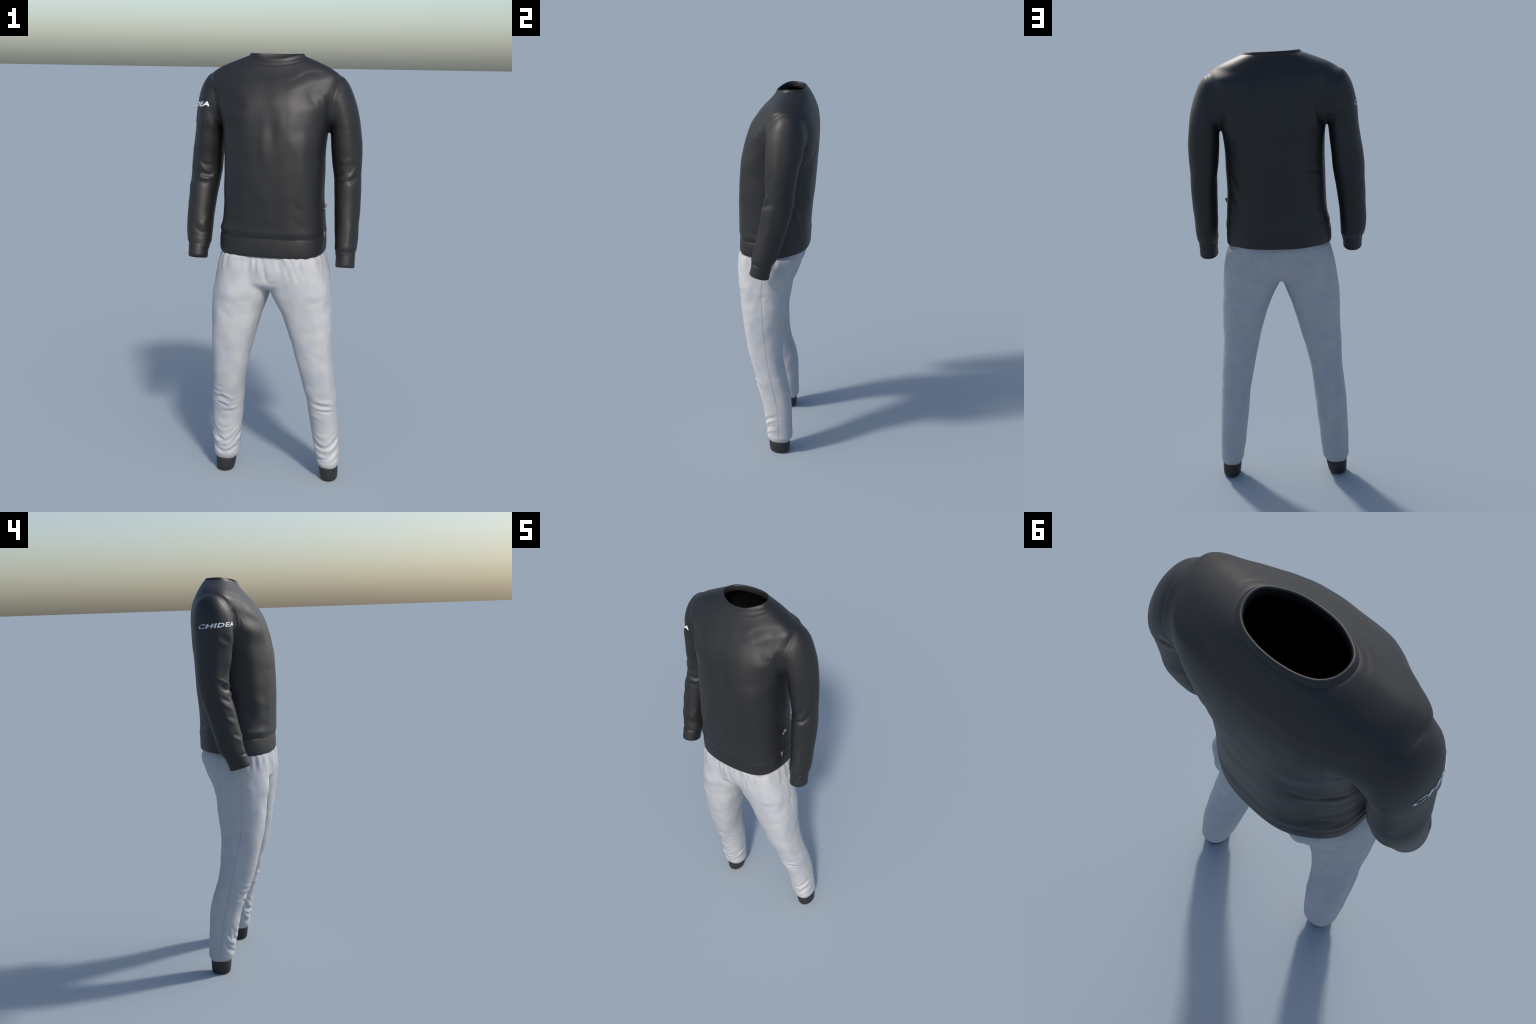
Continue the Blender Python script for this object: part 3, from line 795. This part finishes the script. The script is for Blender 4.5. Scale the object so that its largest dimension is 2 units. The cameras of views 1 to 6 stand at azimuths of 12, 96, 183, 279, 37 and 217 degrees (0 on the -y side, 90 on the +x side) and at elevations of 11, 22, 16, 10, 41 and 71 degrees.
seam_strip("side_seam", [(0.259, -0.048, 1.050), (0.275, -0.046, 0.953), (0.284, -0.044, 0.892), (0.292, -0.037, 0.822), (0.293, -0.028, 0.741), (0.297, -0.018, 0.660), (0.303, -0.003, 0.572), (0.310, 0.016, 0.483), (0.315, 0.034, 0.410), (0.320, 0.052, 0.345), (0.323, 0.064, 0.295), (0.325, 0.072, 0.235), (0.328, 0.077, 0.175), (0.329, 0.081, 0.094)], .0013, .0006)
seam_strip("side_seam.001", [(-0.240, -0.058, 1.057), (-0.258, -0.056, 0.932), (-0.261, -0.057, 0.852), (-0.262, -0.051, 0.763), (-0.262, -0.034, 0.665), (-0.263, -0.010, 0.566), (-0.267, 0.011, 0.484), (-0.275, 0.032, 0.394), (-0.280, 0.047, 0.320), (-0.282, 0.060, 0.237), (-0.283, 0.074, 0.152), (-0.279, 0.083, 0.090)], .0011, .0004)
seam_strip("side_seam.002", [(-0.263, -0.018, 0.566), (-0.267, 0.004, 0.484), (-0.275, 0.022, 0.395), (-0.280, 0.039, 0.312), (-0.282, 0.052, 0.237), (-0.283, 0.065, 0.160), (-0.279, 0.077, 0.090)], .0009, .0003)
seam_strip("pocket_edge", [(-0.243, -0.050, 1.045), (-0.250, -0.050, 1.006), (-0.250, -0.063, 0.998), (-0.238, -0.108, 0.994), (-0.191, -0.165, 0.989)], .0009, .0003)

# ------------------------------------------------------------------ sleeve lettering
BAND = np.array([(-.346, .104), (-.358, .059), (-.357, .026), (-.349, -.005), (-.327, -.034), (-.310, -.044), (-.285, -.050)])
blen = np.concatenate([[0], np.cumsum(np.linalg.norm(np.diff(BAND, axis=0), axis=1))])
def lettering(text, name):
    cu = bpy.data.curves.new("letters", "FONT"); cu.body = text
    cu.size = 1; cu.shear = .22; cu.offset = .03; cu.space_character = 1.08
    cu.resolution_u = 4
    ob = bpy.data.objects.new("letters", cu); bpy.context.scene.collection.objects.link(ob)
    dg = bpy.context.evaluated_depsgraph_get()
    me = bpy.data.meshes.new_from_object(ob.evaluated_get(dg)); bpy.data.objects.remove(ob)
    bm = bmesh.new(); bm.from_mesh(me)
    xs = [v.co.x for v in bm.verts]; ys = [v.co.y for v in bm.verts]
    x0, x1, y0, y1 = min(xs), max(xs), min(ys), max(ys)
    for v in bm.verts:
        v.co.x = (v.co.x-x0)/(x1-x0)*blen[-1]; v.co.y = ((v.co.y-y0)/(y1-y0)-.5)*.0215; v.co.z = 0
    for i in range(1, 66):
        g = bm.verts[:]+bm.edges[:]+bm.faces[:]
        bmesh.ops.bisect_plane(bm, geom=g, plane_co=(i*.003, 0, 0), plane_no=(1, 0, 0))
    for i in range(-2, 3):
        g = bm.verts[:]+bm.edges[:]+bm.faces[:]
        bmesh.ops.bisect_plane(bm, geom=g, plane_co=(0, i*.0045, 0), plane_no=(0, 1, 0))
    for v in bm.verts:
        s_ = v.co.x
        bx, by = np.interp(s_, blen, BAND[:, 0]), np.interp(s_, blen, BAND[:, 1])
        z_ = 1.7645 + .010*s_/blen[-1] + v.co.y
        o = Vector((-.290, .040, z_)); d = (Vector((bx, by, z_))-o).normalized()
        hit, nn, _, _ = full_bvh.ray_cast(o, d)
        if hit is None:
            hit = Vector((bx, by, z_)); nn = d
        v.co = hit + d*.0007
    me2 = bpy.data.meshes.new(name); bm.to_mesh(me2); bm.free()
    ob = under(sweat_root, name, me2, M_PRINT)
    md = ob.modifiers.new("depth", "SOLIDIFY"); md.thickness = .0008; md.offset = 0
    dg = bpy.context.evaluated_depsgraph_get()
    new = bpy.data.meshes.new_from_object(ob.evaluated_get(dg)); ob.modifiers.clear(); ob.data = new
    return ob
lettering("CHIDEA", "sleeve_lettering")

# ------------------------------------------------------------------ side labels
def tag(name, centre, size, tilt=0.0, out=.002):
    p, nn, _, _ = full_bvh.find_nearest(Vector(centre))
    nn = Vector((nn.x, nn.y, 0)).normalized(); up = Vector((0, 0, 1)); sd = up.cross(nn)
    bm = bmesh.new(); bmesh.ops.create_cube(bm, size=1)
    bmesh.ops.bevel(bm, geom=bm.edges[:], offset=.12, segments=2, affect="EDGES")
    ca, sa = math.cos(tilt), math.sin(tilt)
    for v in bm.verts:
        a, b, h = v.co.x*size[0], v.co.y*size[1], v.co.z*size[2]
        a, b = a*ca-b*sa, a*sa+b*ca
        v.co = p + sd*a + up*b + nn*(h+out)
    me = bpy.data.meshes.new(name); bm.to_mesh(me); bm.free(); recalc(me)
    return under(sweat_root, name, me, M_TAG)
tag("side_label", (.238, -.050, 1.214), (.012, .028, .004), 0, .0045)
tag("side_label.001", (.234, -.012, 1.336), (.018, .010, .010), .5, .006)
tag("side_label.002", (.234, -.024, 1.324), (.011, .012, .007), .2, .004)
